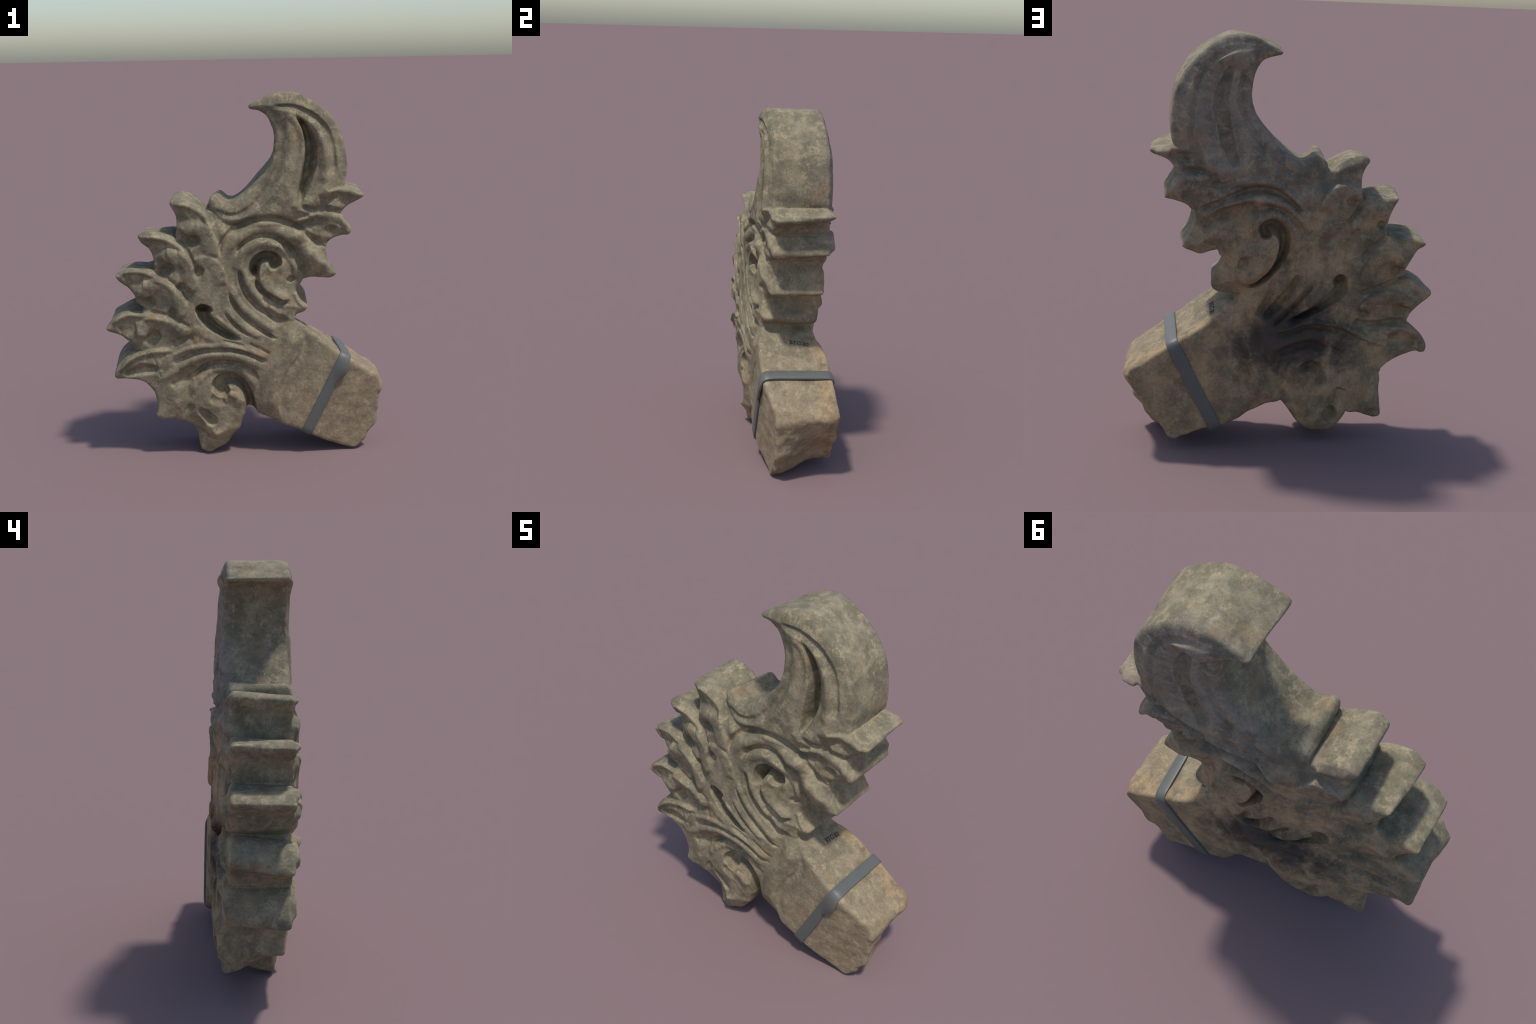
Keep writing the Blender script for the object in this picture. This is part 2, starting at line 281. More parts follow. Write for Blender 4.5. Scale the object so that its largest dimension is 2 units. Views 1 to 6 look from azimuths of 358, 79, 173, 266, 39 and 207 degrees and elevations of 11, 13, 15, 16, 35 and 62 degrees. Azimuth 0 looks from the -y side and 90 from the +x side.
# (second)
f.cut([(-0.563, 1.248), (-0.510, 1.254), (-0.446, 1.244), (-0.389, 1.217), (-0.341, 1.172), (-0.303, 1.116)], 0.020, [0.016, 0.024, 0.02], left=0.7, right=1.4)
f.cut([(-0.367, 1.238), (-0.326, 1.190), (-0.292, 1.130), (-0.275, 1.093)], -0.014, [0.014, 0.022, 0.012])
f.cut([(-0.533, 1.195), (-0.476, 1.186), (-0.419, 1.181)], -0.014, 0.058)
scallop(f, [(-0.475, 1.120), (-0.453, 1.150), (-0.413, 1.170), (-0.363, 1.155), (-0.314, 1.114), (-0.286, 1.041), (-0.283, 0.982), (-0.315, 0.946)], [([(-0.416, 1.082), (-0.438, 1.060), (-0.472, 1.024)], 0.038, 0.034), ([(-0.353, 0.982), (-0.369, 0.966), (-0.391, 0.948)], 0.024, 0.026)])
scallop(f, [(-0.285, 1.100), (-0.267, 1.123), (-0.220, 1.134), (-0.170, 1.116), (-0.131, 1.060), (-0.119, 0.978)], [([(-0.254, 1.069), (-0.262, 1.048), (-0.273, 1.019)], 0.032, 0.030)], 0.016, 0.06)
# (third)
f.cut([(-0.686, 1.052), (-0.632, 1.069), (-0.567, 1.068), (-0.503, 1.040), (-0.440, 1.001), (-0.384, 0.952)], 0.020, [0.018, 0.022, 0.018], left=0.7, right=1.4)
f.cut([(-0.503, 1.062), (-0.432, 1.027), (-0.369, 0.966), (-0.317, 0.890)], -0.012, [0.014, 0.022, 0.012])
f.cut([(-0.656, 1.003), (-0.606, 1.006), (-0.555, 1.008)], -0.014, 0.052)
scallop(f, [(-0.587, 0.905), (-0.578, 0.949), (-0.556, 0.984), (-0.512, 1.003), (-0.458, 1.003), (-0.404, 0.969), (-0.363, 0.918), (-0.341, 0.872), (-0.350, 0.835), (-0.389, 0.809)], [([(-0.527, 0.894), (-0.542, 0.881), (-0.565, 0.859)], 0.038, 0.034), ([(-0.398, 0.844), (-0.410, 0.829), (-0.429, 0.811)], 0.026, 0.028)], 0.026, 0.085)
# (fourth)
f.cut([(-0.739, 0.770), (-0.693, 0.814), (-0.635, 0.831), (-0.563, 0.822), (-0.491, 0.805), (-0.418, 0.788)], 0.020, [0.018, 0.024, 0.016], left=0.7, right=1.4)
f.cut([(-0.704, 0.735), (-0.645, 0.753), (-0.601, 0.763)], -0.014, 0.055)
f.cut([(-0.547, 0.844), (-0.461, 0.823), (-0.389, 0.794), (-0.311, 0.747)], -0.012, 0.022)
scallop(f, [(-0.601, 0.687), (-0.588, 0.755), (-0.545, 0.797), (-0.476, 0.807), (-0.404, 0.784), (-0.336, 0.739), (-0.304, 0.724)], [([(-0.510, 0.703), (-0.524, 0.681), (-0.548, 0.640)], 0.044, 0.036)], 0.024, 0.07)
f.cut([(-0.423, 0.659), (-0.356, 0.680), (-0.290, 0.693)], -0.012, 0.03)
# (fifth)
f.cut([(-0.719, 0.492), (-0.668, 0.556), (-0.608, 0.596), (-0.541, 0.615), (-0.461, 0.621), (-0.417, 0.625)], 0.020, [0.018, 0.026, 0.024], left=0.7, right=1.2)
f.cut([(-0.686, 0.479), (-0.626, 0.504), (-0.560, 0.518), (-0.487, 0.508)], -0.022, [0.02, 0.045, 0.03])
f.cut([(-0.432, 0.617), (-0.434, 0.591), (-0.456, 0.553), (-0.480, 0.500)], -0.008, 0.02)
f.cut([(-0.534, 0.624), (-0.500, 0.539), (-0.481, 0.462)], -0.004, 0.006, sharp=1)

def swell(face, centre, rx, rz, amount):
    """Broad soft volume added to (or taken from) a face."""
    face.h += amount * np.exp(-((GX - centre[0]) / rx) ** 2 - ((GZ - centre[1]) / rz) ** 2)


swell(f, (-0.20, 0.95), 0.16, 0.20, 0.012)
swell(f, (-0.10, 1.25), 0.08, 0.12, 0.010)
swell(f, (-0.10, 0.60), 0.25, 0.10, 0.008)
swell(f, (0.22, 1.00), 0.14, 0.14, -0.018)
swell(f, (0.40, 1.00), 0.10, 0.09, -0.012)
swell(f, (-0.22, 0.16), 0.16, 0.14, -0.016)
# ------------------------------------------------------------- back carving
b = Relief()
b.gain = 1.75
EAST = smooth((GX + 0.35) / 0.5)
b.h += 0.120 + 0.026 * EAST + (0.010 + 0.026 * EAST) * smooth(-DB / 0.10)
swell(b, (-0.12, 0.85), 0.22, 0.26, 0.026)
swell(b, (-0.25, 0.28), 0.24, 0.24, 0.026)
swell(b, (0.03, 0.66), 0.12, 0.12, -0.026)
swell(b, (0.45, 1.30), 0.20, 0.12, 0.014)
swell(b, (0.24, 1.02), 0.12, 0.14, -0.014)
b.h += ON_BLOCK * (0.172 + 0.026 * smooth((ALONG + 0.10) / 0.16) - b.h)
b.cut([(0.261, 0.691), (0.251, 0.588), (0.209, 0.483), (0.155, 0.376), (0.142, 0.284)], -0.006, 0.02)
b.cut([(0.250, 1.892), (0.300, 1.793), (0.320, 1.714), (0.315, 1.648), (0.298, 1.569), (0.276, 1.489), (0.236, 1.394)], -0.016, [0.04, 0.11, 0.13, 0.13, 0.11, 0.06], sharp=1.0)
b.cut([(0.269, 1.866), (0.297, 1.793), (0.318, 1.714), (0.315, 1.648), (0.298, 1.569), (0.276, 1.489), (0.237, 1.394)], -0.017, [0.012, 0.030, 0.036, 0.034, 0.032, 0.020], fade=(0.1, 0.05), sharp=0.8)
b.cut([(0.166, 1.934), (0.232, 1.931), (0.297, 1.913), (0.362, 1.869), (0.400, 1.816), (0.426, 1.750), (0.440, 1.671), (0.447, 1.578), (0.450, 1.491)], -0.009, [0.014, 0.018, 0.018, 0.016], fade=(0.35, 0.1), left=1.6, right=0.7)
b.cut([(0.112, 1.889), (0.190, 1.849), (0.224, 1.796), (0.232, 1.717), (0.206, 1.625), (0.152, 1.532), (0.088, 1.449), (0.025, 1.392), (-0.081, 1.347), (-0.135, 1.356)], -0.006, [0.012, 0.02, 0.02, 0.02])
b.cut([(0.155, 1.613), (0.084, 1.520), (-0.001, 1.427), (-0.092, 1.388), (-0.158, 1.398)], 0.008, 0.04)
b.cut([(0.619, 1.457), (0.552, 1.465), (0.493, 1.475), (0.446, 1.478)], 0.010, 0.025)
b.cut([(0.552, 1.452), (0.486, 1.440), (0.445, 1.437)], -0.012, 0.04)
b.cut([(0.560, 1.258), (0.517, 1.313), (0.471, 1.347), (0.404, 1.351), (0.349, 1.339)], 0.014, 0.03)
b.cut([(0.498, 1.382), (0.444, 1.376), (0.390, 1.371), (0.323, 1.352)], -0.010, 0.03)
b.cut([(0.356, 1.323), (0.294, 1.301), (0.227, 1.326)], -0.010, 0.03)
b.cut([(0.321, 1.279), (0.247, 1.315), (0.173, 1.334), (0.091, 1.332), (0.021, 1.306), (-0.051, 1.245), (-0.102, 1.186)], 0.014, 0.025)
b.cut([(0.496, 1.259), (0.415, 1.267), (0.347, 1.255)], -0.012, 0.05)
b.cut([(0.421, 1.191), (0.346, 1.216), (0.246, 1.263), (0.144, 1.293), (0.061, 1.284), (-0.016, 1.240), (-0.075, 1.178)], -0.016, [0.02, 0.028, 0.022])
b.cut([(0.407, 1.163), (0.312, 1.217), (0.211, 1.250), (0.115, 1.255), (0.018, 1.226), (-0.062, 1.157), (-0.086, 1.086)], 0.016, 0.032)
b.cut([(0.399, 1.100), (0.304, 1.165), (0.210, 1.205), (0.128, 1.220)], -0.018, 0.05)
b.cut([(0.164, 1.069), (0.155, 1.125), (0.119, 1.165), (0.064, 1.183), (0.001, 1.156), (-0.044, 1.107), (-0.052, 1.043), (-0.027, 0.985)], 0.016, 0.034)
b.cut([(0.235, 1.124), (0.168, 1.182), (0.086, 1.214), (-0.005, 1.191), (-0.070, 1.129), (-0.087, 1.058)], -0.010, 0.030)
b.cut([(0.095, 1.091), (0.100, 1.116), (0.076, 1.130), (0.041, 1.117), (0.012, 1.082), (0.006, 1.028), (0.027, 0.956), (0.074, 0.890), (0.135, 0.839), (0.205, 0.824)], -0.045, [0.032, 0.036, 0.030, 0.022, 0.017, 0.014, 0.012], fade=(0.0, 0.2), sharp=1.0)
b.mound([(0.170, 1.047), (0.108, 1.048), (0.053, 1.063), (0.030, 1.013), (0.048, 0.949), (0.102, 0.883), (0.156, 0.842), (0.212, 0.838), (0.256, 0.896), (0.251, 0.968)], 0.010, 0.03, bulge=0.008)
b.pit(P([(0.198, 0.947)]), 0.03, 0.045, 0.012, 0.5)
b.cut([(-0.028, 0.978), (0.038, 0.869), (0.083, 0.766), (0.119, 0.677)], -0.018, 0.022, sharp=1.3)
b.cut([(-0.002, 0.935), (0.058, 0.832), (0.111, 0.744)], 0.010, 0.024)
b.cut([(-0.081, 0.892), (0.006, 0.767), (0.094, 0.663)], -0.020, 0.026, sharp=1.3)
b.cut([(-0.110, 0.870), (-0.031, 0.752), (0.051, 0.655)], 0.010, 0.026)
b.cut([(-0.147, 0.845), (-0.073, 0.760), (0.002, 0.670), (0.049, 0.618)], -0.014, [0.01, 0.022, 0.022, 0.012])
b.cut([(-0.196, 0.804), (-0.131, 0.738), (-0.055, 0.671)], 0.010, 0.03)
b.cut([(-0.276, 0.849), (-0.272, 0.801), (-0.199, 0.741), (-0.098, 0.686), (-0.021, 0.633)], -0.040, [0.038, 0.034, 0.026, 0.022, 0.016], fade=(0.02, 0.2), sharp=1.0)
b.pit(P([(-0.271, 0.853)]), 0.042, 0.040, 0.012)
b.cut([(0.034, 0.588), (-0.036, 0.618), (-0.114, 0.652), (-0.204, 0.646), (-0.285, 0.629), (-0.375, 0.587), (-0.459, 0.545), (-0.527, 0.526)], 0.014, [0.02, 0.024, 0.02])
b.cut([(0.047, 0.566), (-0.044, 0.596), (-0.129, 0.626), (-0.206, 0.617), (-0.287, 0.595), (-0.378, 0.549)], -0.012, 0.026)
b.cut([(0.060, 0.513), (-0.046, 0.551), (-0.153, 0.573), (-0.246, 0.541), (-0.323, 0.488)], 0.008, 0.026)
b.cut([(0.044, 0.467), (-0.062, 0.513), (-0.156, 0.528), (-0.235, 0.480)], -0.012, 0.03)
b.cut([(-0.097, 0.391), (-0.146, 0.421), (-0.191, 0.398), (-0.206, 0.341), (-0.165, 0.336)], -0.022, 0.035)
b.pit(P([(-0.259, 0.160)]), 0.045, 0.05, 0.026)
b.cut([(-0.311, 0.309), (-0.285, 0.246), (-0.251, 0.176)], -0.012, 0.045)
b.cut([(-0.009, 0.244), (-0.027, 0.337), (-0.051, 0.423), (-0.101, 0.460)], -0.008, 0.028)
b.cut([(-0.373, 0.379), (-0.439, 0.285), (-0.483, 0.174)], 0.008, 0.05)
b.cut([(-0.223, 1.365), (-0.283, 1.401), (-0.366, 1.431)], 0.008, 0.03)
def back_leaf(crest, eyes, amount=0.016, width=0.07):
    scallop(b, crest, eyes, amount, width, outer=1.0, inner=0.22)


back_leaf([(-0.162, 1.195), (-0.192, 1.277), (-0.246, 1.315), (-0.303, 1.312), (-0.347, 1.282), (-0.365, 1.234)], [([(-0.313, 1.242), (-0.344, 1.216)], 0.030, 0.014)])
back_leaf([(-0.316, 1.097), (-0.333, 1.155), (-0.370, 1.202), (-0.418, 1.226), (-0.465, 1.218), (-0.488, 1.165)], [([(-0.462, 1.128), (-0.486, 1.107)], 0.024, 0.016), ([(-0.409, 1.030), (-0.429, 0.998)], 0.030, 0.012)])
back_leaf([(-0.150, 1.073), (-0.180, 1.113), (-0.235, 1.138), (-0.299, 1.129), (-0.336, 1.083)], [([(-0.280, 1.104), (-0.275, 1.068)], 0.036, 0.010)], 0.010)
back_leaf([(-0.368, 0.828), (-0.394, 0.924), (-0.448, 0.982), (-0.519, 1.002), (-0.568, 0.976), (-0.594, 0.904)], [([(-0.551, 0.905), (-0.582, 0.882)], 0.034, 0.016), ([(-0.431, 0.830), (-0.419, 0.813)], 0.022, 0.014)])
back_leaf([(-0.369, 0.693), (-0.398, 0.746), (-0.487, 0.790), (-0.567, 0.792), (-0.630, 0.755), (-0.641, 0.702)], [([(-0.571, 0.709), (-0.601, 0.679)], 0.034, 0.018), ([(-0.405, 0.680), (-0.430, 0.656)], 0.028, 0.014)])
b.cut([(-0.367, 1.238), (-0.333, 1.169), (-0.285, 1.129), (-0.215, 1.117)], -0.010, 0.022)
b.cut([(-0.496, 1.071), (-0.435, 1.016), (-0.381, 0.968)], -0.010, 0.022)
b.cut([(-0.595, 0.861), (-0.520, 0.835), (-0.442, 0.806), (-0.370, 0.787)], -0.012, 0.022)
b.cut([(-0.618, 0.645), (-0.534, 0.639), (-0.446, 0.629), (-0.349, 0.655)], -0.012, 0.024)
b.cut([(-0.343, 0.640), (-0.425, 0.610), (-0.506, 0.618)], -0.010, 0.03)
b.cut([(-0.500, 0.587), (-0.573, 0.611), (-0.648, 0.595), (-0.712, 0.534)], 0.010, 0.03)
b.cut([(-0.526, 0.542), (-0.600, 0.542), (-0.675, 0.526)], -0.012, 0.045)

def worn(h, level, room):
    """Proud carving is worn down toward a common plane."""
    return np.where(h > level, level + room * np.tanh((h - level) / room), h)


YF = -worn(f.h, 0.196, 0.026)
YB = worn(b.h, 0.190, 0.024)

# -------------------------------------------------- noise for worn stone
LATTICE = RNG.rand(32, 32, 32) * 2 - 1


def noise(p, scale, seed=0):
    q = p / scale + seed * 7.31
    i = np.floor(q).astype(int)
    t = q - i
    t = t * t * (3 - 2 * t)
    out = 0
    for dx in (0, 1):
        for dy in (0, 1):
            for dz in (0, 1):
                w = (t[:, 0] if dx else 1 - t[:, 0]) * (t[:, 1] if dy else 1 - t[:, 1]) \
                    * (t[:, 2] if dz else 1 - t[:, 2])
                out = out + w * LATTICE[(i[:, 0] + dx) % 32, (i[:, 1] + dy) % 32, (i[:, 2] + dz) % 32]
    return out


# ------------------------------------------------ implicit stone and mesh
YS = np.arange(-0.27, 0.27, CELL)
EDGE = 0.026
GROW = 0.006      # worn rounding was measured inside the true edge


def slope(h):
    gx, gz = np.gradient(h, CELL)
    return np.sqrt(1 + np.clip(gx * gx + gz * gz, 0, 9))


SF, SB = slope(YF), slope(YB)
FIELD = np.empty((len(XS), len(YS), len(ZS)), np.float32)
for j, y in enumerate(YS):
    t = np.clip((y + 0.16) / 0.30, 0, 1)
    t = t * t * (3 - 2 * t)
    rim = DF * (1 - t) + DB * t - GROW
    face = np.maximum((YF - y) / SF, (y - YB) / SB)
    gap = np.clip(EDGE - np.abs(rim - face), 0, EDGE)
    FIELD[:, j, :] = np.maximum(rim, face) + gap * gap / (4 * EDGE)


def surface(field):
    """Dual contouring of the zero level (surface nets): vertices and quads."""
    s = field < 0
    nx, ny, nz = s.shape
    count = np.zeros((nx - 1, ny - 1, nz - 1), np.int8)
    for a in (0, 1):
        for b_ in (0, 1):
            for c in (0, 1):
                count += s[a:nx - 1 + a, b_:ny - 1 + b_, c:nz - 1 + c]
    cells = np.argwhere((count > 0) & (count < 8))
    ids = np.full(count.shape, -1, np.int32)
    ids[tuple(cells.T)] = np.arange(len(cells))
    corner = {}
    for a in (0, 1):
        for b_ in (0, 1):
            for c in (0, 1):
                corner[a, b_, c] = field[cells[:, 0] + a, cells[:, 1] + b_, cells[:, 2] + c]
    total = np.zeros((len(cells), 3))
    hits = np.zeros(len(cells))
    for axis in range(3):
        for u in (0, 1):
            for v in (0, 1):
                k0 = [u, v]
                k0.insert(axis, 0)
                k1 = list(k0)
                k1[axis] = 1
                f0, f1 = corner[tuple(k0)], corner[tuple(k1)]
                m = (f0 < 0) != (f1 < 0)
                t = np.where(m, f0 / np.where(m, f0 - f1, 1), 0)
                pos = np.repeat(np.array([k0], float), len(cells), 0)
                pos[:, axis] = t
                total[m] += pos[m]
                hits += m
    verts = cells + total / hits[:, None]
    quads = []
    for axis in range(3):
        lo = [slice(1, n - 1) for n in s.shape]
        hi = list(lo)
        lo[axis] = slice(0, s.shape[axis] - 1)
        hi[axis] = slice(1, s.shape[axis])
        s0, s1 = s[tuple(lo)], s[tuple(hi)]
        idx = np.argwhere(s0 != s1)
        inward = s0[tuple(idx.T)]
        base = idx + 1
        base[:, axis] -= 1
        p, q = [k for k in range(3) if k != axis]
        ring = []
        for dp, dq in ((0, 0), (1, 0), (1, 1), (0, 1)):
            c = base.copy()
            c[:, p] -= 1 - dp
            c[:, q] -= 1 - dq
            ring.append(ids[tuple(c.T)])
        ring = np.stack(ring, 1)
        flip = inward if axis != 1 else ~inward
        ring[~flip] = ring[~flip][:, ::-1]
        quads.append(ring)
    return verts, np.vstack(quads)


verts, quads = surface(FIELD)
verts = np.array([X0, YS[0], Z0]) + verts * CELL


def relax(v, q, rounds):
    edges = np.vstack([q[:, [0, 1]], q[:, [1, 2]], q[:, [2, 3]], q[:, [3, 0]]])
    for _ in range(rounds):
        acc = np.zeros_like(v)
        num = np.bincount(edges[:, 0], minlength=len(v))
        for k in range(3):
            acc[:, k] = np.bincount(edges[:, 0], v[edges[:, 1], k], len(v))
        v = 0.5 * v + 0.5 * acc / np.maximum(num, 1)[:, None]
    return v


verts = relax(verts, quads, 2)


def vertex_normals(v, q):
    n = np.cross(v[q[:, 2]] - v[q[:, 0]], v[q[:, 3]] - v[q[:, 1]])
    out = np.zeros_like(v)
    for c in range(4):
        for k in range(3):
            out[:, k] += np.bincount(q[:, c], n[:, k], len(v))
    return out / np.maximum(np.linalg.norm(out, axis=1), 1e-12)[:, None]


def sample(grid, v):
    i = np.clip(np.rint((v[:, 0] - X0) / CELL).astype(int), 0, len(XS) - 1)
    k = np.clip(np.rint((v[:, 2] - Z0) / CELL).astype(int), 0, len(ZS) - 1)
    return grid[i, k]


normals = vertex_normals(verts, quads)
# the far end of the block is a rough break; everything else is softly worn
axis = (verts[:, 0] - 0.30) * 0.84 - (verts[:, 2] - 0.50) * 0.54
broken = smooth((axis - 0.36) / 0.05) * smooth((normals[:, 0] * 0.84 - normals[:, 2] * 0.54 - 0.1) / 0.4)
lump = 0.0022 * noise(verts, 0.09, 1) + 0.0013 * noise(verts, 0.035, 2) + 0.0006 * noise(verts, 0.014, 3)
rough = 0.013 * noise(verts, 0.13, 4) + 0.007 * noise(verts, 0.055, 5) + 0.0015 * noise(verts, 0.022, 6)
verts = verts + normals * (lump + broken * rough)[:, None]
verts[:, 2] -= verts[:, 2].min()          # stands on the ground
normals = vertex_normals(verts, quads)

# ------------------------------------------------------------- materials
def material(name):
    m = bpy.data.materials.new(name)
    m.use_nodes = True
    nt = m.node_tree
    nt.nodes.clear()
    return m, nt


class Graph:
    def __init__(self, nt):
        self.nt = nt
        self.coord = nt.nodes.new("ShaderNodeTexCoord").outputs["Object"]

    def node(self, kind, **inputs):
        n = self.nt.nodes.new(kind)
        for k, v in inputs.items():
            self.set(n.inputs[k.replace("_", " ")], v)
        return n

    def set(self, socket, v):
        if hasattr(v, "links"):
            self.nt.links.new(v, socket)
        else:
            socket.default_value = v

    def noise(self, scale, detail=4, rough=0.6, stretch=None, distortion=0.0):
        n = self.node("ShaderNodeTexNoise", Scale=scale, Detail=detail, Roughness=rough, Distortion=distortion)
        vec = self.coord
        if stretch:
            mp = self.node("ShaderNodeMapping", Vector=self.coord, Scale=stretch)
            vec = mp.outputs[0]
        self.nt.links.new(vec, n.inputs["Vector"])
        return n.outputs["Fac"]

    def ramp(self, v, lo, hi, a=0.0, b=1.0):
        n = self.node("ShaderNodeMapRange")
        n.interpolation_type = "SMOOTHSTEP"
        self.set(n.inputs[0], v)
        for k, val in zip((1, 2, 3, 4), (lo, hi, a, b)):
            n.inputs[k].default_value = val
        return n.outputs[0]

    def math(self, op, a, b_=0.0):
        n = self.node("ShaderNodeMath")
        n.operation = op
        self.set(n.inputs[0], a)
        self.set(n.inputs[1], b_)
        return n.outputs[0]

    def mix(self, fac, a, b_, blend="MIX"):
        n = self.nt.nodes.new("ShaderNodeMix")
        n.data_type = "RGBA"
        n.blend_type = blend
        self.set(n.inputs[0], fac)
        self.set(n.inputs[6], a if hasattr(a, "links") else (*a, 1))
        self.set(n.inputs[7], b_ if hasattr(b_, "links") else (*b_, 1))
        return n.outputs[2]


def stone_material():
    m, nt = material("weathered_stone")
    g = Graph(nt)
    xyz = nt.nodes.new("ShaderNodeSeparateXYZ")
    nt.links.new(g.coord, xyz.inputs[0])
    x, y, z = xyz.outputs
    big = g.noise(2.6, 3, 0.55)
    mid = g.noise(9, 5, 0.65, distortion=0.1)
    fine = g.noise(70, 4, 0.7)
    grit = g.noise(230, 2, 0.6)
    # greenish grey stone, warmer buff toward the block, browner tint over the back face
    col = g.mix(g.ramp(mid, 0.35, 0.66), (0.158, 0.140, 0.092), (0.262, 0.226, 0.146))
    warm = g.math("ADD", g.math("MULTIPLY", x, 0.55), g.math("MULTIPLY", z, -0.75))
    warm = g.ramp(g.math("ADD", warm, g.math("MULTIPLY", big, 0.9)), -0.35, 0.65)
    col = g.mix(g.math("MULTIPLY", warm, 0.75), col, g.mix(mid, (0.225, 0.165, 0.100), (0.335, 0.255, 0.160)))
    back = g.ramp(g.math("ADD", y, g.math("MULTIPLY", g.math("SUBTRACT", mid, 0.5), 0.20)), 0.06, 0.17)
    brown = g.mix(g.ramp(mid, 0.35, 0.65), (0.200, 0.145, 0.088), (0.410, 0.270, 0.140))
    earthy = g.ramp(g.math("ADD", z, g.math("MULTIPLY", g.math("SUBTRACT", big, 0.5), 0.9)), 1.50, 1.00)
    slate = g.mix(g.ramp(mid, 0.35, 0.65), (0.160, 0.138, 0.118), (0.270, 0.225, 0.180))
    col = g.mix(g.math("MULTIPLY", back, 0.75), col, g.mix(earthy, slate, brown))
    # mottling: grey crust against bare ochre stone, pale flecks, dark speckles
    crust = g.noise(19, 8, 0.80, distortion=0.15)
    col = g.mix(g.math("MULTIPLY", g.ramp(crust, 0.50, 0.63), 0.70), col, (0.400, 0.322, 0.200))
    col = g.mix(g.math("MULTIPLY", g.ramp(crust, 0.48, 0.37), 0.52), col, (0.115, 0.103, 0.078))
    pale = g.ramp(g.noise(48, 6, 0.8, distortion=0.5), 0.58, 0.70)
    col = g.mix(g.math("MULTIPLY", pale, 0.50), col, (0.47, 0.40, 0.28))
    dark = g.ramp(g.noise(38, 5, 0.8), 0.58, 0.72)
    col = g.mix(g.math("MULTIPLY", dark, 0.50), col, (0.080, 0.074, 0.060))
    rust = g.math("MULTIPLY", g.ramp(g.noise(5.5, 6, 0.7, distortion=0.1), 0.54, 0.66), 0.45)
    col = g.mix(rust, col, (0.300, 0.190, 0.100))
    vor = g.node("ShaderNodeTexVoronoi", Vector=g.coord, Scale=60.0)
    pores = g.math("MULTIPLY", g.ramp(vor.outputs["Distance"], 0.20, 0.08), g.ramp(g.noise(5, 2), 0.46, 0.60))
    col = g.mix(g.math("MULTIPLY", pores, 0.6), col, (0.05, 0.045, 0.04))
    col = g.mix(0.40, col, g.mix(fine, (0.10, 0.10, 0.10), (0.95, 0.95, 0.95)), "OVERLAY")
    # black sooty stain on the back where the strands meet the block
    dx = g.math("SUBTRACT", x, -0.05)
    dz = g.math("SUBTRACT", z, 0.55)
    r = g.math("SQRT", g.math("ADD", g.math("POWER", g.math("MULTIPLY", dx, 2.9), 2.0),
                              g.math("POWER", g.math("MULTIPLY", dz, 4.2), 2.0)))
    r = g.math("ADD", r, g.math("MULTIPLY", g.math("SUBTRACT", g.noise(10, 7, 0.75, distortion=0.5), 0.5), 1.6))
    soot = g.math("MULTIPLY", g.ramp(r, 1.1, 0.45), g.ramp(y, 0.05, 0.12))
    col = g.mix(g.math("MULTIPLY", soot, 0.85), col, (0.035, 0.032, 0.032))
    bump = g.node("ShaderNodeBump", Strength=0.35, Distance=0.004)
    hsum = g.math("ADD", g.math("MULTIPLY", fine, 1.0), g.math("MULTIPLY", grit, 0.5))
    hsum = g.math("SUBTRACT", hsum, g.math("MULTIPLY", pores, 0.8))
    nt.links.new(hsum, bump.inputs["Height"])
    bsdf = g.node("ShaderNodeBsdfPrincipled", Base_Color=col, Roughness=0.86, Normal=bump.outputs[0])
    bsdf.inputs["Specular IOR Level"].default_value = 0.25
    out = nt.nodes.new("ShaderNodeOutputMaterial")
    nt.links.new(bsdf.outputs[0], out.inputs[0])
    return m


def metal_material():
    m, nt = material("painted_steel")
    g = Graph(nt)
    n1 = g.noise(14, 4, 0.6)
    n2 = g.noise(120, 3, 0.6, stretch=(1, 1, 0.3))
    col = g.mix(n1, (0.095, 0.098, 0.088), (0.135, 0.138, 0.122))
    bump = g.node("ShaderNodeBump", Strength=0.15, Distance=0.002)
    nt.links.new(n2, bump.inputs["Height"])
    bsdf = g.node("ShaderNodeBsdfPrincipled", Base_Color=col, Roughness=0.5, Metallic=0.0,
                  Normal=bump.outputs[0])
    out = nt.nodes.new("ShaderNodeOutputMaterial")
    nt.links.new(bsdf.outputs[0], out.inputs[0])
    return m


def ink_material():
    m, nt = material("dark_ink")
    g = Graph(nt)
    col = g.mix(g.noise(90, 3), (0.030, 0.026, 0.024), (0.075, 0.066, 0.058))
    bsdf = g.node("ShaderNodeBsdfPrincipled", Base_Color=col, Roughness=0.85)
    out = nt.nodes.new("ShaderNodeOutputMaterial")
    nt.links.new(bsdf.outputs[0], out.inputs[0])
    return m


STONE, STEEL, INK = stone_material(), metal_material(), ink_material()

# --------------------------------------------------- thing and its parts
root = bpy.data.objects.new("carved_stone_ornament", None)
root.empty_display_size = 0.2
root["label"] = "weathered stone acanthus finial with hooked crest, scrolls and metal band"
root["category"] = "stone ornament"
bpy.context.scene.collection.objects.link(root)


def add(name, mesh, mat, parent):
    o = bpy.data.objects.new(name, mesh)
    mesh.materials.clear()
    mesh.materials.append(mat)
    bpy.context.scene.collection.objects.link(o)
    o.parent = parent
    return o


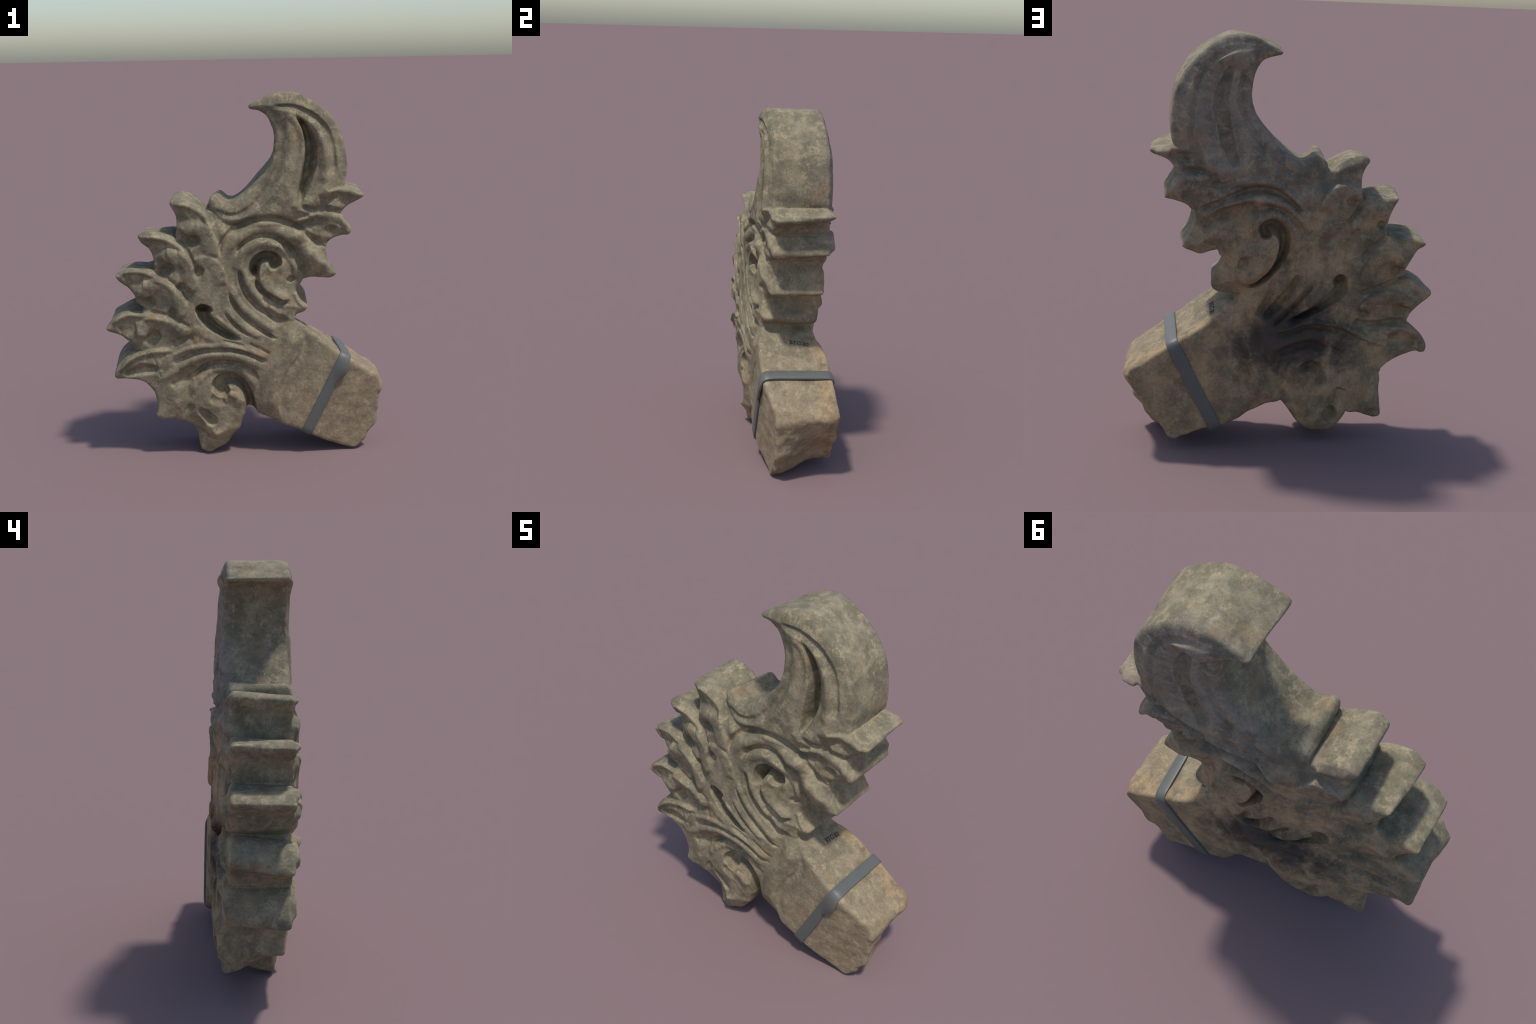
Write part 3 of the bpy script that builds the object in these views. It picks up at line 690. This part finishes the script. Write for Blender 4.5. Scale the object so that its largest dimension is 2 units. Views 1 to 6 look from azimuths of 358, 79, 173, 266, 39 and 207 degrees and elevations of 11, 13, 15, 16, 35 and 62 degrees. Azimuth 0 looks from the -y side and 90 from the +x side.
centre = verts[quads].mean(1)
tt = np.clip((centre[:, 1] + 0.16) / 0.30, 0, 1)
scores = np.array([sample(FRONT[n], centre) * (1 - tt) + sample(BACK[n], centre) * tt for n in range(len(NAMES))])
scores[NAMES.index("heart")] += 0.03
owner = scores.argmin(0)
objects = {}
for n, name in enumerate(NAMES):
    mine = quads[owner == n]
    if not len(mine):
        continue
    used, local = np.unique(mine, return_inverse=True)
    local = local.reshape(-1, 4)
    me = bpy.data.meshes.new(name)
    me.from_pydata(verts[used].tolist(), [], local.tolist())
    me.shade_smooth()
    me.update()
    me.normals_split_custom_set_from_vertices(normals[used].tolist())
    objects[name] = add({"heart": "leaf_base"}.get(name, name), me, STONE, root)

# ------------------------------------------------------------ metal band
# a flat strip pulled tight round the block: the convex outline of the stone
# in the plane of the band, walked at even steps
along = Vector((0.896, 0.0, -0.444))
rise = Vector((0.444, 0.0, 0.896))
hub = Vector((0.429, 0.0, 0.351))
rel = verts - np.array(hub)
close = (np.abs(rel @ np.array(along)) < 0.030) & (np.abs(rel @ np.array(rise)) < 0.40)
flat = np.c_[rel[close] @ np.array(rise), rel[close][:, 1]]


def hull(pts):
    pts = pts[np.lexsort((pts[:, 1], pts[:, 0]))]
    halves = []
    for seq in (pts, pts[::-1]):
        chain = []
        for p in seq:
            while len(chain) > 1 and np.cross(chain[-1] - chain[-2], p - chain[-2]) <= 0:
                chain.pop()
            chain.append(p)
        halves += chain[:-1]
    return np.array(halves)


ring = hull(flat)
ring = np.vstack([ring, ring[:1]])
arc = np.concatenate([[0], np.cumsum(np.hypot(*np.diff(ring, axis=0).T))])
STEPS = 220
even = np.linspace(0, arc[-1], STEPS, endpoint=False)
loop = np.c_[np.interp(even, arc, ring[:, 0]), np.interp(even, arc, ring[:, 1])]
for _ in range(6):
    loop = 0.5 * loop + 0.25 * (np.roll(loop, 1, 0) + np.roll(loop, -1, 0))
path = [hub + rise * float(a) + Vector((0, float(c), 0)) for a, c in loop]
mid = sum(path, Vector()) / len(path)
bv, bf = [], []
W, T = 0.030, 0.0065
section = [(-W, -T), (-W, T * 0.6), (-W + 0.004, T), (W - 0.004, T), (W, T * 0.6), (W, -T)]
for i, p in enumerate(path):
    tan = (path[(i + 1) % len(path)] - path[i - 1]).normalized()
    nrm = tan.cross(along).normalized()
    if nrm.dot(p - mid) < 0:
        nrm = -nrm
    # the front run is pinched and kinked outward near its upper end
    front = float(smooth((-p.y - 0.13) / 0.05))
    up = (p - hub).dot(rise)
    kink = front * np.exp(-((up - 0.165) / 0.055) ** 2)
    pinch = front * np.exp(-((up - 0.075) / 0.035) ** 2)
    for w, t in section:
        ww = w + (0.018 * kink - 0.014 * pinch) * (w > 0)
        bv.append(tuple(p + along * ww + nrm * (t + 0.004 + (0.012 * kink + 0.004 * pinch) * (w > 0))))
k = len(section)
for i in range(len(path)):
    for j in range(k):
        i2, j2 = (i + 1) % len(path), (j + 1) % k
        bf.append((i * k + j, i2 * k + j, i2 * k + j2, i * k + j2))
me = bpy.data.meshes.new("metal_band")
me.from_pydata(bv, [], bf)
me.update()
import bmesh
bm = bmesh.new()
bm.from_mesh(me)
bmesh.ops.recalc_face_normals(bm, faces=bm.faces)
bm.to_mesh(me)
bm.free()
me.shade_smooth()
me.set_sharp_from_angle(angle=0.9)
band = add("metal_band", me, STEEL, root)

# ----------------------------------------------- inked number on the block
text = bpy.data.curves.new("inscription", "FONT")
text.body = "BTC 32"
text.size = 0.036
text.extrude = 0.0015
text.space_character = 1.05
text.align_x = "CENTER"
INS = Vector((0.345, 0.045, 0.70))
tmp = bpy.data.objects.new("tmp", text)
bpy.context.scene.collection.objects.link(tmp)
bpy.context.view_layer.update()
tm = bpy.data.meshes.new_from_object(tmp.evaluated_get(bpy.context.evaluated_depsgraph_get()))
bpy.data.objects.remove(tmp)
# lay the letters on the sloping top face: reading direction +y, letters climb the slope
near = np.hypot(verts[:, 0] - INS.x, verts[:, 1] - INS.y) < 0.05
near = np.hypot(verts[:, 0] - INS.x, verts[:, 1] - INS.y) < 0.10
top = near & (normals[:, 2] > 0.5) & (verts[:, 2] < 0.80)
sel = verts[top]
if len(sel) > 10:
    coef = np.linalg.lstsq(np.c_[sel[:, :2], np.ones(len(sel))], sel[:, 2], rcond=None)[0]
else:
    coef = np.array([-0.6, 0, 0.92])
dirx = Vector((0, 1, coef[1])).normalized()
nrm = Vector((-coef[0], -coef[1], 1)).normalized()
diry = nrm.cross(dirx)
base = Vector((INS.x, INS.y, coef @ np.array([INS.x, INS.y, 1.0])))
for v in tm.vertices:
    p = base + dirx * v.co.x + diry * v.co.y
    d = (sel[:, 0] - p.x) ** 2 + (sel[:, 1] - p.y) ** 2
    w = np.exp(-d / 0.006 ** 2)
    lift = float((w @ sel[:, 2]) / w.sum()) - float(coef @ np.array([p.x, p.y, 1.0]))
    v.co = p + Vector((0, 0, lift)) + nrm * (v.co.z + 0.0006)
tm.update()
inscription = add("inscription", tm, INK, objects["block"])
